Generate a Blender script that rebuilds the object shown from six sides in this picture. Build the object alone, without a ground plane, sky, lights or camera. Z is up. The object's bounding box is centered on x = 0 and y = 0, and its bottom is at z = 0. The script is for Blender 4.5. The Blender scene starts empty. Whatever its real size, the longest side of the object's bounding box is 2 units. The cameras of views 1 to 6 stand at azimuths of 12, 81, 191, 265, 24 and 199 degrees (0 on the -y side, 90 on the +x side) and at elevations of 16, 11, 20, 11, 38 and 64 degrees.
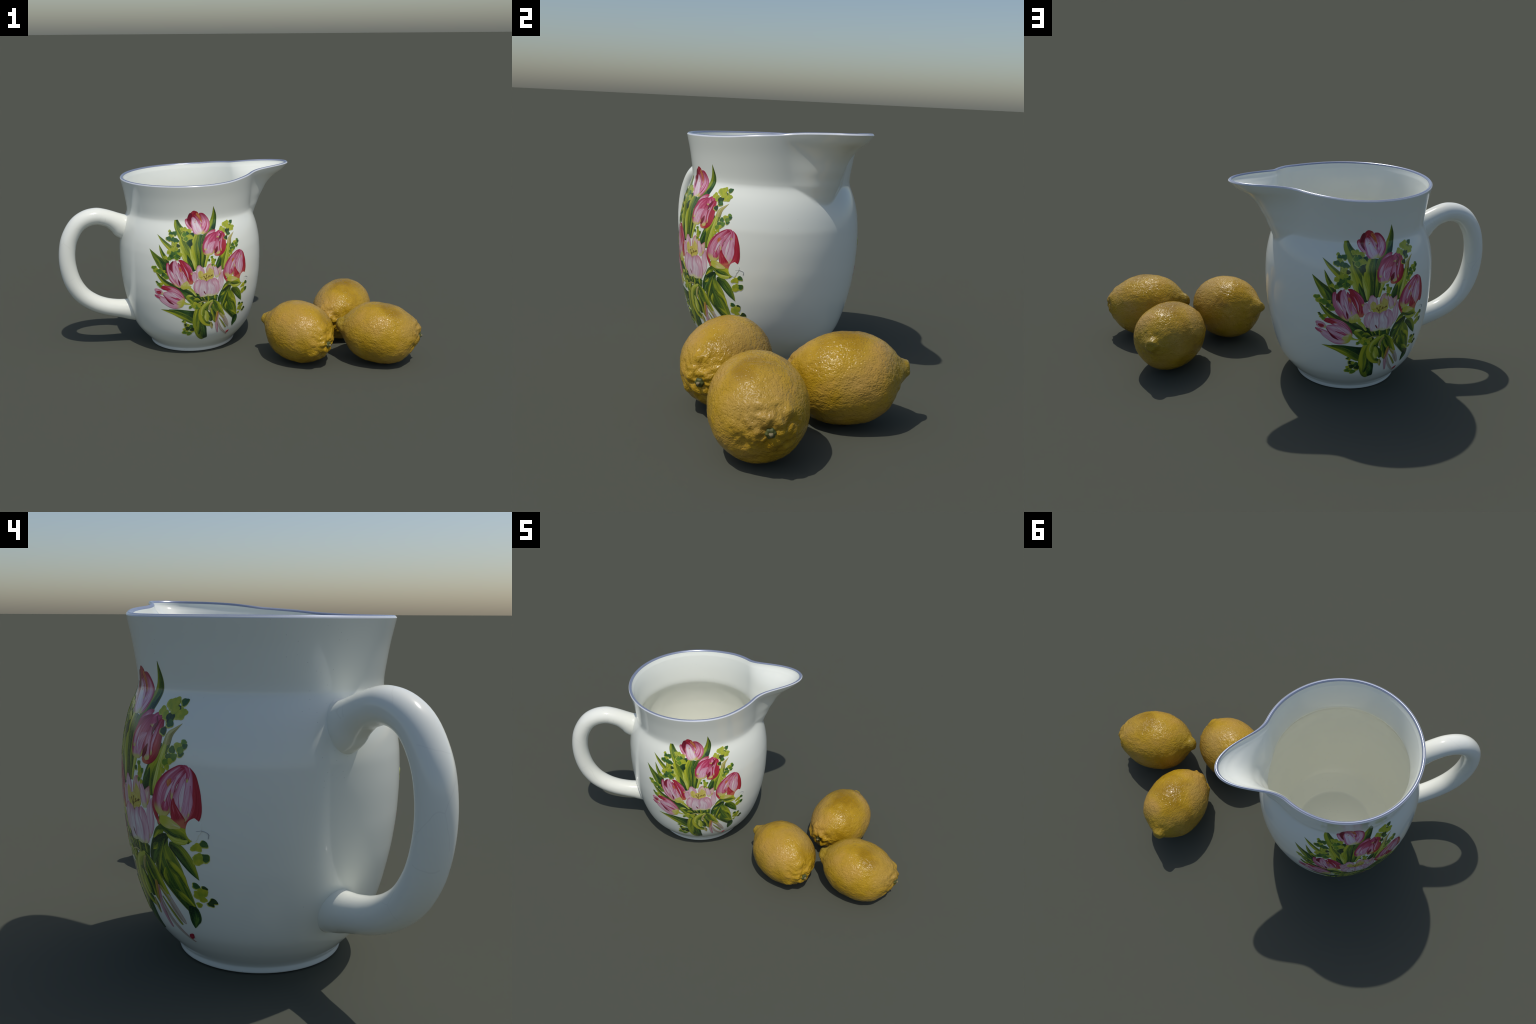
"""A porcelain milk jug with a printed tulip bouquet on both sides, and three lemons beside it."""
import bpy, math, random
import numpy as np
from mathutils import Vector, Matrix, noise

random.seed(7)
RNG = np.random.default_rng(7)

# ---------------------------------------------------------------- helpers
def srgb(r, g, b, gain=1.0):
    lin = lambda c: ((c / 255 + 0.055) / 1.055) ** 2.4 if c > 10 else c / 255 / 12.92
    return (min(lin(r) * gain, 1), min(lin(g) * gain, 1), min(lin(b) * gain, 1), 1.0)


def pchip(xs, ys, x):
    """monotone cubic interpolation: smooth profiles without overshoot"""
    xs, ys, x = np.asarray(xs, float), np.asarray(ys, float), np.asarray(x, float)
    h = np.diff(xs)
    d = np.diff(ys) / h
    m = np.zeros(len(xs))
    m[0], m[-1] = d[0], d[-1]
    for i in range(1, len(xs) - 1):
        if d[i - 1] * d[i] > 0:
            w1, w2 = 2 * h[i] + h[i - 1], h[i] + 2 * h[i - 1]
            m[i] = (w1 + w2) / (w1 / d[i - 1] + w2 / d[i])
    x = np.clip(x, xs[0], xs[-1])
    i = np.clip(np.searchsorted(xs, x) - 1, 0, len(h) - 1)
    t = (x - xs[i]) / h[i]
    return (ys[i] * (1 + 2 * t) * (1 - t) ** 2 + h[i] * m[i] * t * (1 - t) ** 2
            + ys[i + 1] * t * t * (3 - 2 * t) + h[i] * m[i + 1] * t * t * (t - 1))


def catmull(points, count):
    """smooth curve through a few control points (any dimension)"""
    p = np.asarray(points, float)
    p = np.vstack([2 * p[0] - p[1], p, 2 * p[-1] - p[-2]])
    s = np.linspace(0, len(p) - 3, count)
    i = np.minimum(s.astype(int), len(p) - 4)
    t = (s - i)[:, None]
    a, b, c, d = p[i], p[i + 1], p[i + 2], p[i + 3]
    return 0.5 * (2 * b + (c - a) * t + (2 * a - 5 * b + 4 * c - d) * t * t + (3 * b - a - 3 * c + d) * t ** 3)


def new_mesh(name, verts, faces, materials, smooth=True):
    me = bpy.data.meshes.new(name)
    me.from_pydata([tuple(v) for v in verts], [], faces)
    for m in materials:
        me.materials.append(m)
    if smooth is True:
        me.polygons.foreach_set("use_smooth", [True] * len(me.polygons))
    elif smooth is not False:
        me.polygons.foreach_set("use_smooth", smooth)
    me.update()
    return me


def new_object(name, data, parent=None, matrix=None):
    ob = bpy.data.objects.new(name, data)
    bpy.context.scene.collection.objects.link(ob)
    if parent:
        ob.parent = parent
    if matrix is not None:
        ob.matrix_local = matrix
    return ob


def grid_faces(rows, cols, closed=True, flip=False):
    f = []
    for i in range(rows - 1):
        for j in range(cols if closed else cols - 1):
            k = (j + 1) % cols
            q = (i * cols + j, i * cols + k, (i + 1) * cols + k, (i + 1) * cols + j)
            f.append(q[::-1] if flip else q)
    return f


# ---------------------------------------------------------------- materials
class Nodes:
    """thin wrapper to write node trees tersely"""
    def __init__(self, name):
        self.mat = bpy.data.materials.new(name)
        self.mat.use_nodes = True
        self.t = self.mat.node_tree
        self.bsdf = self.t.nodes["Principled BSDF"]

    def add(self, kind, **inputs):
        n = self.t.nodes.new("ShaderNode" + kind)
        for k, v in inputs.items():
            self.put(n, k, v)
        return n

    def put(self, n, key, v):
        s = n.inputs[int(key[1:])] if key[0] == "i" and key[1:].isdigit() else n.inputs[key.replace("_", " ")]
        if isinstance(v, bpy.types.NodeSocket):
            self.t.links.new(v, s)
        else:
            s.default_value = v

    def math(self, op, a, b=0.0, clamp=False):
        n = self.add("Math", i0=a, i1=b)
        n.operation, n.use_clamp = op, clamp
        return n.outputs[0]

    def ramp(self, fac, *stops):
        n = self.add("ValToRGB", Fac=fac)
        e = n.color_ramp.elements
        while len(e) < len(stops):
            e.new(0.5)
        for el, (pos, col) in zip(e, stops):
            el.position, el.color = pos, col if len(col) == 4 else (*col, 1)
        return n.outputs[0]

    def mix(self, fac, a, b, mode="MIX"):
        n = self.t.nodes.new("ShaderNodeMix")
        n.data_type, n.blend_type = "RGBA", mode
        for s, v in ((n.inputs[0], fac), (n.inputs[6], a), (n.inputs[7], b)):
            if isinstance(v, bpy.types.NodeSocket):
                self.t.links.new(v, s)
            else:
                s.default_value = v
        return n.outputs[2]

    def noise(self, vec, scale, detail=3.0, rough=0.55, distortion=0.0):
        return self.add("TexNoise", Vector=vec, Scale=scale, Detail=detail, Roughness=rough, Distortion=distortion).outputs[0]

    def coords(self, which="Object"):
        return self.t.nodes.new("ShaderNodeTexCoord").outputs[which]

    def mapped(self, vec, scale=(1, 1, 1), offset=None):
        n = self.add("Mapping", Vector=vec)
        n.inputs["Scale"].default_value = scale
        if offset is not None:
            self.put(n, "Location", offset)
        return n.outputs[0]

    def split(self, vec):
        return self.add("SeparateXYZ", Vector=vec).outputs

    def out(self, **kw):
        for k, v in kw.items():
            self.put(self.bsdf, k, v)
        return self.mat


GLAZE_ROUGH = 0.11


def glaze(name, colour, speck=0.0, rough=GLAZE_ROUGH):
    n = Nodes(name)
    o = n.coords()
    col = n.mix(n.noise(o, 3.0, 4), colour, tuple(c * 0.965 for c in colour[:3]) + (1,))
    if speck:      # few dark pin-holes in the glaze, clustered by a slow noise
        v = n.add("TexVoronoi", Vector=o, Scale=70.0)
        dot = n.math("LESS_THAN", v.outputs["Distance"], 0.075)
        where = n.math("GREATER_THAN", n.noise(o, 4.0, 2), 0.60)
        col = n.mix(n.math("MULTIPLY", n.math("MULTIPLY", dot, where), speck), col, srgb(95, 95, 105))
    bump = n.add("Bump", Strength=0.02, Distance=0.004, Height=n.noise(o, 14.0, 2))
    return n.out(Base_Color=col, Roughness=rough, Normal=bump.outputs[0], IOR=1.5)


def crazed_glaze(name, colour, line):
    """handle glaze: the same white, with hairline crazing"""
    n = Nodes(name)
    o = n.coords()
    warp = n.add("MixRGB")
    wob = n.mapped(o, (1, 1, 1), None)
    v = n.add("TexVoronoi", Vector=n.mix(0.06, wob, n.add("TexNoise", Vector=o, Scale=9.0).outputs[1]), Scale=6.0)
    v.feature = "DISTANCE_TO_EDGE"
    n.t.nodes.remove(warp)
    crack = n.math("LESS_THAN", v.outputs["Distance"], 0.008)
    part = n.math("GREATER_THAN", n.noise(o, 5.0, 2), 0.53)
    col = n.mix(n.math("MULTIPLY", n.math("MULTIPLY", crack, part), 0.07), colour, line)
    return n.out(Base_Color=col, Roughness=GLAZE_ROUGH + 0.02, IOR=1.5)


WHITE = srgb(241, 243, 232, 1.0)
MAT = {}
MAT["white_glaze"] = glaze("white_glaze", WHITE, 0.28)
MAT["inner_glaze"] = glaze("inner_glaze", WHITE, 0.25)
MAT["pale_belly_glaze"] = glaze("pale_belly_glaze", srgb(248, 249, 236), 0.4)
MAT["handle_glaze"] = crazed_glaze("handle_glaze", srgb(241, 242, 231), srgb(150, 145, 140))
MAT["rim_edge"] = glaze("rim_edge", srgb(214, 218, 224), rough=0.22)
MAT["blue_rim"] = glaze("blue_rim", srgb(156, 164, 184), rough=0.26)
MAT["blue_rim"].node_tree.nodes["Principled BSDF"].inputs["Metallic"].default_value = 0.42    # metallic raised to whiten the bright line along the rim

GAIN = 1.0     # printed colours below are as seen; the gain undoes the set's light level


def blade_coords(n):
    """Generated coordinates of the unrolled blade: x across (0 left, 1 right), y from base to tip"""
    g = n.split(n.coords("Generated"))
    rnd = n.t.nodes.new("ShaderNodeObjectInfo").outputs["Random"]
    edge = n.math("ABSOLUTE", n.math("MULTIPLY", n.math("SUBTRACT", g[0], 0.5), 2.0))
    return g[0], g[1], edge, rnd


def span(n, value, a, b, lo=0.0, hi=1.0):
    m = n.add("MapRange", Value=value)
    m.interpolation_type = "SMOOTHSTEP"
    for key, v in (("From Min", a), ("From Max", b), ("To Min", lo), ("To Max", hi)):
        m.inputs[key].default_value = v
    return m.outputs[0]


def leaf_paint(name, dark, mid, light, margin=(150, 156, 66), side=0.17, foot=0.26, contrast=1.0):
    """streaks run along the blade, the right half lies in shade, the foot is dark, the margin pale"""
    n = Nodes(name)
    x, y, edge, rnd = blade_coords(n)
    wide = n.add("CombineXYZ", X=x, Y=n.math("MULTIPLY", y, 0.45), Z=n.math("MULTIPLY", rnd, 37.0)).outputs[0]
    fine = n.add("CombineXYZ", X=x, Y=n.math("MULTIPLY", y, 0.10), Z=n.math("MULTIPLY", rnd, 61.0)).outputs[0]
    f = n.math("ADD", n.math("MULTIPLY", n.noise(wide, 3.6, 3), 0.95 * contrast), n.math("MULTIPLY", n.noise(fine, 12.0, 4, 0.65), 0.75 * contrast))
    f = n.math("ADD", f, 0.5 - 0.85 * contrast)
    f = n.math("ADD", f, span(n, x, 0.30, 0.72, side, -side))
    f = n.math("SUBTRACT", f, span(n, y, 0.0, 0.45, foot, 0.0))
    col = n.ramp(f, (0.26, srgb(*dark, GAIN)), (0.50, srgb(*mid, GAIN)), (0.74, srgb(*light, GAIN)))
    col = n.mix(span(n, edge, 0.78, 0.98, 0.0, 0.55), col, srgb(*margin, GAIN))
    grain = n.noise(n.coords(), 330.0, 2)
    col = n.mix(span(n, grain, 0.40, 0.75, 0.0, 0.22), col, srgb(*light, GAIN))
    return n.out(Base_Color=col, Roughness=GLAZE_ROUGH + 0.03, IOR=1.5)


def petal_paint(name, dark, mid, pale, foot, low=0.39, high=0.585, edge_dark=0.18, foot_at=0.16, line=0.55):
    """fine flames along the petal, darker margins and tip, yellowish foot, a thin dark outline"""
    n = Nodes(name)
    x, y, edge, rnd = blade_coords(n)
    wide = n.add("CombineXYZ", X=x, Y=n.math("MULTIPLY", y, 0.40), Z=n.math("MULTIPLY", rnd, 53.0)).outputs[0]
    fine = n.add("CombineXYZ", X=x, Y=n.math("MULTIPLY", y, 0.09), Z=n.math("MULTIPLY", rnd, 29.0)).outputs[0]
    broad, hatch = n.noise(wide, 3.6, 3, 0.55, 0.3), n.noise(fine, 15.0, 4, 0.7)
    f = n.math("ADD", n.math("MULTIPLY", broad, 0.50), n.math("MULTIPLY", hatch, 0.50))
    shade = n.math("ADD", span(n, edge, 0.45, 1.0, 0.0, 0.8), span(n, y, 0.55, 1.0))
    f = n.math("SUBTRACT", f, n.math("MULTIPLY", shade, edge_dark))
    col = n.ramp(f, (low - 0.06, srgb(*dark, GAIN)), ((low + high) / 2, srgb(*mid, GAIN)), (high, srgb(*pale, GAIN)))
    at_foot = span(n, n.math("ADD", y, n.math("MULTIPLY", hatch, 0.14)), foot_at * 0.4 + 0.06, foot_at + 0.10, 0.85, 0.0)
    col = n.mix(at_foot, col, srgb(*foot, GAIN))
    col = n.mix(span(n, edge, 0.84, 0.99, 0.0, line), col, srgb(*dark, GAIN))
    return n.out(Base_Color=col, Roughness=GLAZE_ROUGH + 0.03, IOR=1.5)


def plain_paint(name, a, b, scale=60.0, rough=GLAZE_ROUGH + 0.03):
    n = Nodes(name)
    col = n.mix(n.ramp(n.noise(n.coords(), scale, 3), (0.35, (0, 0, 0)), (0.65, (1, 1, 1))), srgb(*a, GAIN), srgb(*b, GAIN))
    return n.out(Base_Color=col, Roughness=rough, IOR=1.5)


MAT["leaf_green"] = leaf_paint("leaf_green", (30, 58, 34), (72, 108, 42), (156, 166, 46))
MAT["leaf_lime"] = leaf_paint("leaf_lime", (52, 86, 38), (126, 146, 40), (188, 188, 52), (120, 128, 52))
MAT["leaf_dark"] = leaf_paint("leaf_dark", (26, 46, 32), (44, 78, 40), (96, 130, 52), (84, 110, 52), 0.10)
MAT["leaf_bright"] = leaf_paint("leaf_bright", (150, 164, 44), (184, 192, 60), (212, 216, 128), (166, 160, 70), 0.10, 0.10)
MAT["leaf_tan"] = leaf_paint("leaf_tan", (140, 130, 60), (178, 166, 84), (205, 198, 140), (150, 130, 90), 0.12, 0.05)
MAT["stem_pale"] = leaf_paint("stem_pale", (158, 140, 118), (188, 174, 158), (206, 198, 184), (168, 130, 130), 0.10, 0.0)
MAT["stem_pink"] = leaf_paint("stem_pink", (178, 120, 128), (200, 152, 160), (214, 180, 184), (170, 110, 120), 0.10, 0.0)
MAT["stem_orange"] = leaf_paint("stem_orange", (150, 110, 50), (186, 140, 60), (190, 170, 70), (150, 120, 60), 0.10, 0.0)
MAT["stem_olive"] = leaf_paint("stem_olive", (110, 116, 50), (146, 150, 62), (180, 178, 96), (120, 110, 60), 0.10, 0.0)
FOOT = (206, 204, 104)
MAT["petal_rose"] = petal_paint("petal_rose", (172, 46, 78), (208, 124, 152), (230, 194, 206), FOOT)
MAT["petal_pale"] = petal_paint("petal_pale", (182, 64, 104), (214, 150, 174), (224, 190, 202), FOOT, 0.32, 0.58, 0.12)
MAT["petal_white"] = petal_paint("petal_white", (192, 96, 132), (224, 184, 200), (230, 216, 216), (216, 210, 150), 0.34, 0.54, 0.22, 0.12)
MAT["petal_crimson"] = petal_paint("petal_crimson", (148, 26, 44), (188, 50, 70), (220, 136, 148), (206, 120, 90), 0.40, 0.68, 0.06, 0.12)
MAT["petal_magenta"] = petal_paint("petal_magenta", (158, 34, 68), (194, 72, 108), (222, 156, 180), FOOT, 0.38, 0.62, 0.14)
MAT["petal_wine"] = petal_paint("petal_wine", (96, 20, 38), (132, 32, 54), (172, 64, 84), (140, 60, 60), 0.40, 0.66, 0.0, 0.05)
MAT["petal_flame"] = petal_paint("petal_flame", (180, 60, 44), (204, 112, 64), (220, 170, 116), (206, 140, 90), 0.38, 0.62, 0.0, 0.05, 0.3)
MAT["petal_base"] = petal_paint("petal_base", (190, 182, 84), (206, 200, 112), (222, 204, 172), (190, 190, 58), 0.36, 0.64, 0.0, 0.5, 0.3)
MAT["petal_blush"] = petal_paint("petal_blush", (200, 124, 146), (220, 178, 190), (232, 216, 216), (210, 208, 140), 0.33, 0.60, 0.16, 0.16, 0.45)
MAT["petal_ivory"] = petal_paint("petal_ivory", (198, 140, 160), (218, 192, 200), (232, 222, 222), (212, 212, 146), 0.34, 0.56, 0.18, 0.12, 0.45)
MAT["petal_tan"] = petal_paint("petal_tan", (190, 104, 112), (214, 168, 160), (228, 204, 184), (206, 190, 80), 0.32, 0.56, 0.14, 0.40)
MAT["petal_yellow"] = petal_paint("petal_yellow", (190, 170, 54), (210, 192, 90), (224, 210, 146), (188, 180, 46), 0.32, 0.66, 0.0, 0.1, 0.0)
MAT["stamen_dark"] = plain_paint("stamen_dark", (84, 66, 30), (150, 122, 50))
MAT["tendril_grey"] = plain_paint("tendril_grey", (150, 152, 156), (176, 178, 180))
MAT["leaflet_green"] = plain_paint("leaflet_green", (82, 124, 46), (118, 148, 48))
MAT["leaflet_dark"] = plain_paint("leaflet_dark", (50, 88, 48), (76, 114, 54))
MAT["leaflet_black"] = plain_paint("leaflet_black", (38, 56, 34), (62, 84, 44))
MAT["leaflet_lime"] = plain_paint("leaflet_lime", (146, 164, 50), (184, 184, 50))
MAT["leaflet_margin"] = plain_paint("leaflet_margin", (176, 182, 56), (196, 196, 90))

# ---------------------------------------------------------------- the jug
JUG_AT = Vector((-0.343, -0.0006, 0.0))
SPOUT_AZ, HANDLE_AZ, PRINT_AZ = 29.0, 209.0, -61.0

BODY_Z = [0.0, 0.003, 0.016, 0.019, 0.023, 0.05, 0.08, 0.13, 0.19, 0.26, 0.35, 0.45, 0.53, 0.60, 0.65, 0.70, 0.735, 0.765, 0.780, 0.792, 0.805, 0.825, 0.85, 0.90, 0.974]
BODY_R = [0.2425, 0.2455, 0.2460, 0.2466, 0.2488, 0.2725, 0.299, 0.333, 0.356, 0.3745, 0.392, 0.4025, 0.405, 0.4025, 0.396, 0.385, 0.3735, 0.3610, 0.3550, 0.3520, 0.3520, 0.3540, 0.3575, 0.3655, 0.3815]
RIM_DZ_AT = [0, 10, 20, 27, 34, 42, 52, 67, 87, 120, 180]
RIM_DZ = [0.047, 0.044, 0.038, 0.032, 0.026, 0.022, 0.017, 0.008, 0.003, 0.001, 0.0]
KEEL_Z = [0.66, 0.70, 0.72, 0.745, 0.77, 0.80, 0.83, 0.86, 0.90, 0.925, 0.96, 0.985, 1.021]
KEEL_R = [0.353, 0.370, 0.377, 0.3855, 0.395, 0.408, 0.420, 0.437, 0.459, 0.479, 0.519, 0.560, 0.596]
STRETCH_FROM, RIM_Z = 0.80, 0.974


FINE_Z = np.linspace(0, 1, 2001)
FINE_R = pchip(BODY_Z, BODY_R, FINE_Z)
_soft = np.convolve(np.pad(FINE_R, 60, mode="edge"), np.exp(-0.5 * (np.arange(-60, 61) / 12) ** 2) / np.exp(-0.5 * (np.arange(-60, 61) / 12) ** 2).sum(), "valid")
_where = np.clip((FINE_Z - 0.66) / 0.06, 0, 1) * np.clip((0.93 - FINE_Z) / 0.04, 0, 1)
FINE_R = FINE_R * (1 - _where) + _soft * _where          # the neck meets the belly in a soft crease


def body_radius(z):
    return np.interp(z, FINE_Z, FINE_R)


def jug_ring(zn, delta):
    """radius and height of the outer wall for nominal height zn and angle delta (degrees) from the spout"""
    a = np.abs(delta)
    rim = RIM_Z + pchip(RIM_DZ_AT, RIM_DZ, a)
    z = np.where(zn > STRETCH_FROM, STRETCH_FROM + (zn - STRETCH_FROM) * (rim - STRETCH_FROM) / (RIM_Z - STRETCH_FROM), zn)
    base = float(body_radius(zn))
    r = np.full_like(a, base)
    if zn > 0.66:
        # the spout is a cone of its own that runs down into the shoulder and meets it in a crease
        neck = base if zn > 0.80 else float(body_radius(0.80)) + 0.10 * (zn - 0.80)
        pull, k = 0.0040, 0.0011
        rise = np.maximum(pchip(KEEL_Z, KEEL_R, z) - neck, 0.0)
        width = pchip([0.66, 0.74, 0.80, 0.92, 1.02], [8.5, 9.5, 10.5, 11.2, 13.0], z)
        over = (neck - base - pull + (rise + pull) * np.exp(-0.5 * (a / width) ** 2.1)) / k
        r = base + k * (np.maximum(over, 0) + np.log1p(np.exp(-np.abs(over))))
    return r, z


AROUND = 400
AZ = np.linspace(0, 360, AROUND, endpoint=False)
DELTA = (AZ - SPOUT_AZ + 180) % 360 - 180


def ring_points(r, z):
    t = np.radians(AZ)
    return np.stack([r * np.cos(t), r * np.sin(t), np.broadcast_to(z, t.shape)], 1)


def lathe(name, rings, materials, parent, cap_first=False, cap_last=False):
    v = np.concatenate(rings)
    f = grid_faces(len(rings), AROUND)
    if cap_first:
        f.append(tuple(range(AROUND))[::-1])
    if cap_last:
        f.append(tuple((len(rings) - 1) * AROUND + j for j in range(AROUND)))
    return new_object(name, new_mesh(name, v, f, materials), parent)


jug = new_object("porcelain_jug", None, None, Matrix.Translation(JUG_AT))
jug.empty_display_size = 0.2
jug["label"] = "white glazed milk jug with tulip bouquet print and blue rim"
jug["category"] = "jug"

Z_ROWS = np.concatenate([[0.0, 0.002, 0.005, 0.010, 0.016, 0.0175, 0.019, 0.021, 0.024], np.linspace(0.03, 0.745, 84),
                         np.linspace(0.752, 0.775, 6), np.linspace(0.778, 0.800, 12), np.linspace(0.806, RIM_Z, 30)])
foot = [ring_points(np.full(AROUND, r), np.full(AROUND, z)) for r, z in ((0.20, 0.012), (0.212, 0.010), (0.219, 0.002), (0.224, 0.0), (0.232, -0.0))]
outer = [ring_points(*jug_ring(z, DELTA)) for z in Z_ROWS]
body = lathe("body", foot + outer, [MAT["white_glaze"]], jug, cap_first=True)

# the rim: outer chamfer, flat top and inner chamfer, painted blue
rim_r, rim_z = jug_ring(RIM_Z, DELTA)


def rim_ring(inset, up):
    return ring_points(rim_r - inset, rim_z + up)


edge = lathe("rim_edge", [rim_ring(0.0, 0.0), rim_ring(0.0004, 0.0016), rim_ring(0.0022, 0.0040), rim_ring(0.0036, 0.0056)], [MAT["rim_edge"]], jug)
rim = lathe("rim", [rim_ring(0.0036, 0.0056), rim_ring(0.0052, 0.0068), rim_ring(0.0070, 0.0077), rim_ring(0.0095, 0.0079), rim_ring(0.0120, 0.0073),
                    rim_ring(0.0145, 0.0055), rim_ring(0.0165, 0.0028), rim_ring(0.0178, 0.0000)], [MAT["blue_rim"]], jug)

# the inside: neck wall down to the crease, then the belly and the flat floor
WALL = 0.021


def inner_ring(zn):
    r, z = jug_ring(zn, DELTA)
    return ring_points(r - WALL, z)


neck = [rim_ring(0.0178, 0.0), rim_ring(0.0193, -0.0045), rim_ring(0.0205, -0.010)] + [inner_ring(z) for z in np.linspace(0.955, 0.795, 26)] + [inner_ring(0.789)]
inner_neck = lathe("inner_neck", neck, [MAT["inner_glaze"]], jug)
belly = [inner_ring(z) for z in np.concatenate([[0.789, 0.786, 0.782, 0.777], np.linspace(0.765, 0.10, 60)])]
belly += [ring_points(np.full(AROUND, r), np.full(AROUND, z)) for r, z in ((0.262, 0.075), (0.240, 0.056), (0.222, 0.043), (0.212, 0.036))]
inner_belly = lathe("inner_belly", belly, [MAT["pale_belly_glaze"]], jug)
floor_rings = [ring_points(np.full(AROUND, r), np.full(AROUND, z)) for r, z in ((0.212, 0.036), (0.207, 0.0335), (0.200, 0.033), (0.10, 0.033), (0.01, 0.033))]
inner_floor = lathe("inner_floor", floor_rings, [MAT["pale_belly_glaze"]], jug, cap_last=True)

# the handle: an ear-shaped tube in the plane opposite the spout, flared where it joins the body
#        distance from axis, height, half thickness in the plane, half width across
HANDLE = [(0.325, 0.702, 0.082, 0.0580), (0.360, 0.704, 0.077, 0.0570), (0.388, 0.712, 0.070, 0.0550), (0.415, 0.730, 0.0575, 0.0535), (0.452, 0.752, 0.0490, 0.0520),
          (0.490, 0.7665, 0.0475, 0.0520), (0.530, 0.7745, 0.0475, 0.0520), (0.580, 0.7665, 0.0470, 0.0520), (0.627, 0.740, 0.0460, 0.0520),
          (0.663, 0.694, 0.0455, 0.0520), (0.689, 0.633, 0.0455, 0.0520), (0.7005, 0.550, 0.0455, 0.0520), (0.694, 0.468, 0.0465, 0.0520),
          (0.672, 0.392, 0.0475, 0.0520), (0.630, 0.324, 0.0480, 0.0515), (0.573, 0.276, 0.0485, 0.0505), (0.512, 0.246, 0.0490, 0.0495),
          (0.450, 0.228, 0.0510, 0.0500), (0.405, 0.219, 0.0550, 0.0520), (0.372, 0.213, 0.0610, 0.0550), (0.335, 0.209, 0.0680, 0.0580)]
SIDES, ALONG = 40, 96
path = catmull(HANDLE, ALONG)
tang = np.gradient(path[:, :2], axis=0)
tang /= np.linalg.norm(tang, axis=1)[:, None]
hv = []
for (rho, z, hin, hout), (tr, tz) in zip(path, tang):
    for j in range(SIDES):
        c, s = math.cos(2 * math.pi * j / SIDES), math.sin(2 * math.pi * j / SIDES)
        px, py, pz = rho - tz * hin * c, hout * s, z + tr * hin * c
        inside = max(float(body_radius(pz)) - 0.010 - math.hypot(px, py), 0.0)      # end within the wall
        hv.append((px + inside, py, pz))
handle_mesh = new_mesh("handle", hv, grid_faces(ALONG, SIDES, flip=False) + [tuple(range(SIDES))[::-1], tuple((ALONG - 1) * SIDES + j for j in range(SIDES))], [MAT["handle_glaze"]])
handle = new_object("handle", handle_mesh, jug, Matrix.Rotation(math.radians(HANDLE_AZ), 4, "Z"))

# ---------------------------------------------------------------- the printed bouquet
# The print was projected flat on to the belly: u runs sideways (mm), z is the height (mm).
PIECES, SPRIGS = [], []


def blade(kind, paint, spine, rounded=False):
    PIECES.append((kind, paint, spine, rounded))


def sprig(leaflets):
    SPRIGS.extend(leaflets)


def on_jug(u, z, lift):
    """a point of the flat print, on the wall and lifted along its normal"""
    r = body_radius(z)
    a = math.radians(PRINT_AZ) + np.arcsin(np.clip(u / r, -0.985, 0.985))
    slope = (body_radius(z + 0.002) - body_radius(z - 0.002)) / 0.004
    k = 1 / np.sqrt(1 + slope ** 2)
    rr = r + lift * k
    return np.stack([rr * np.cos(a), rr * np.sin(a), z - lift * slope * k], -1)


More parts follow.
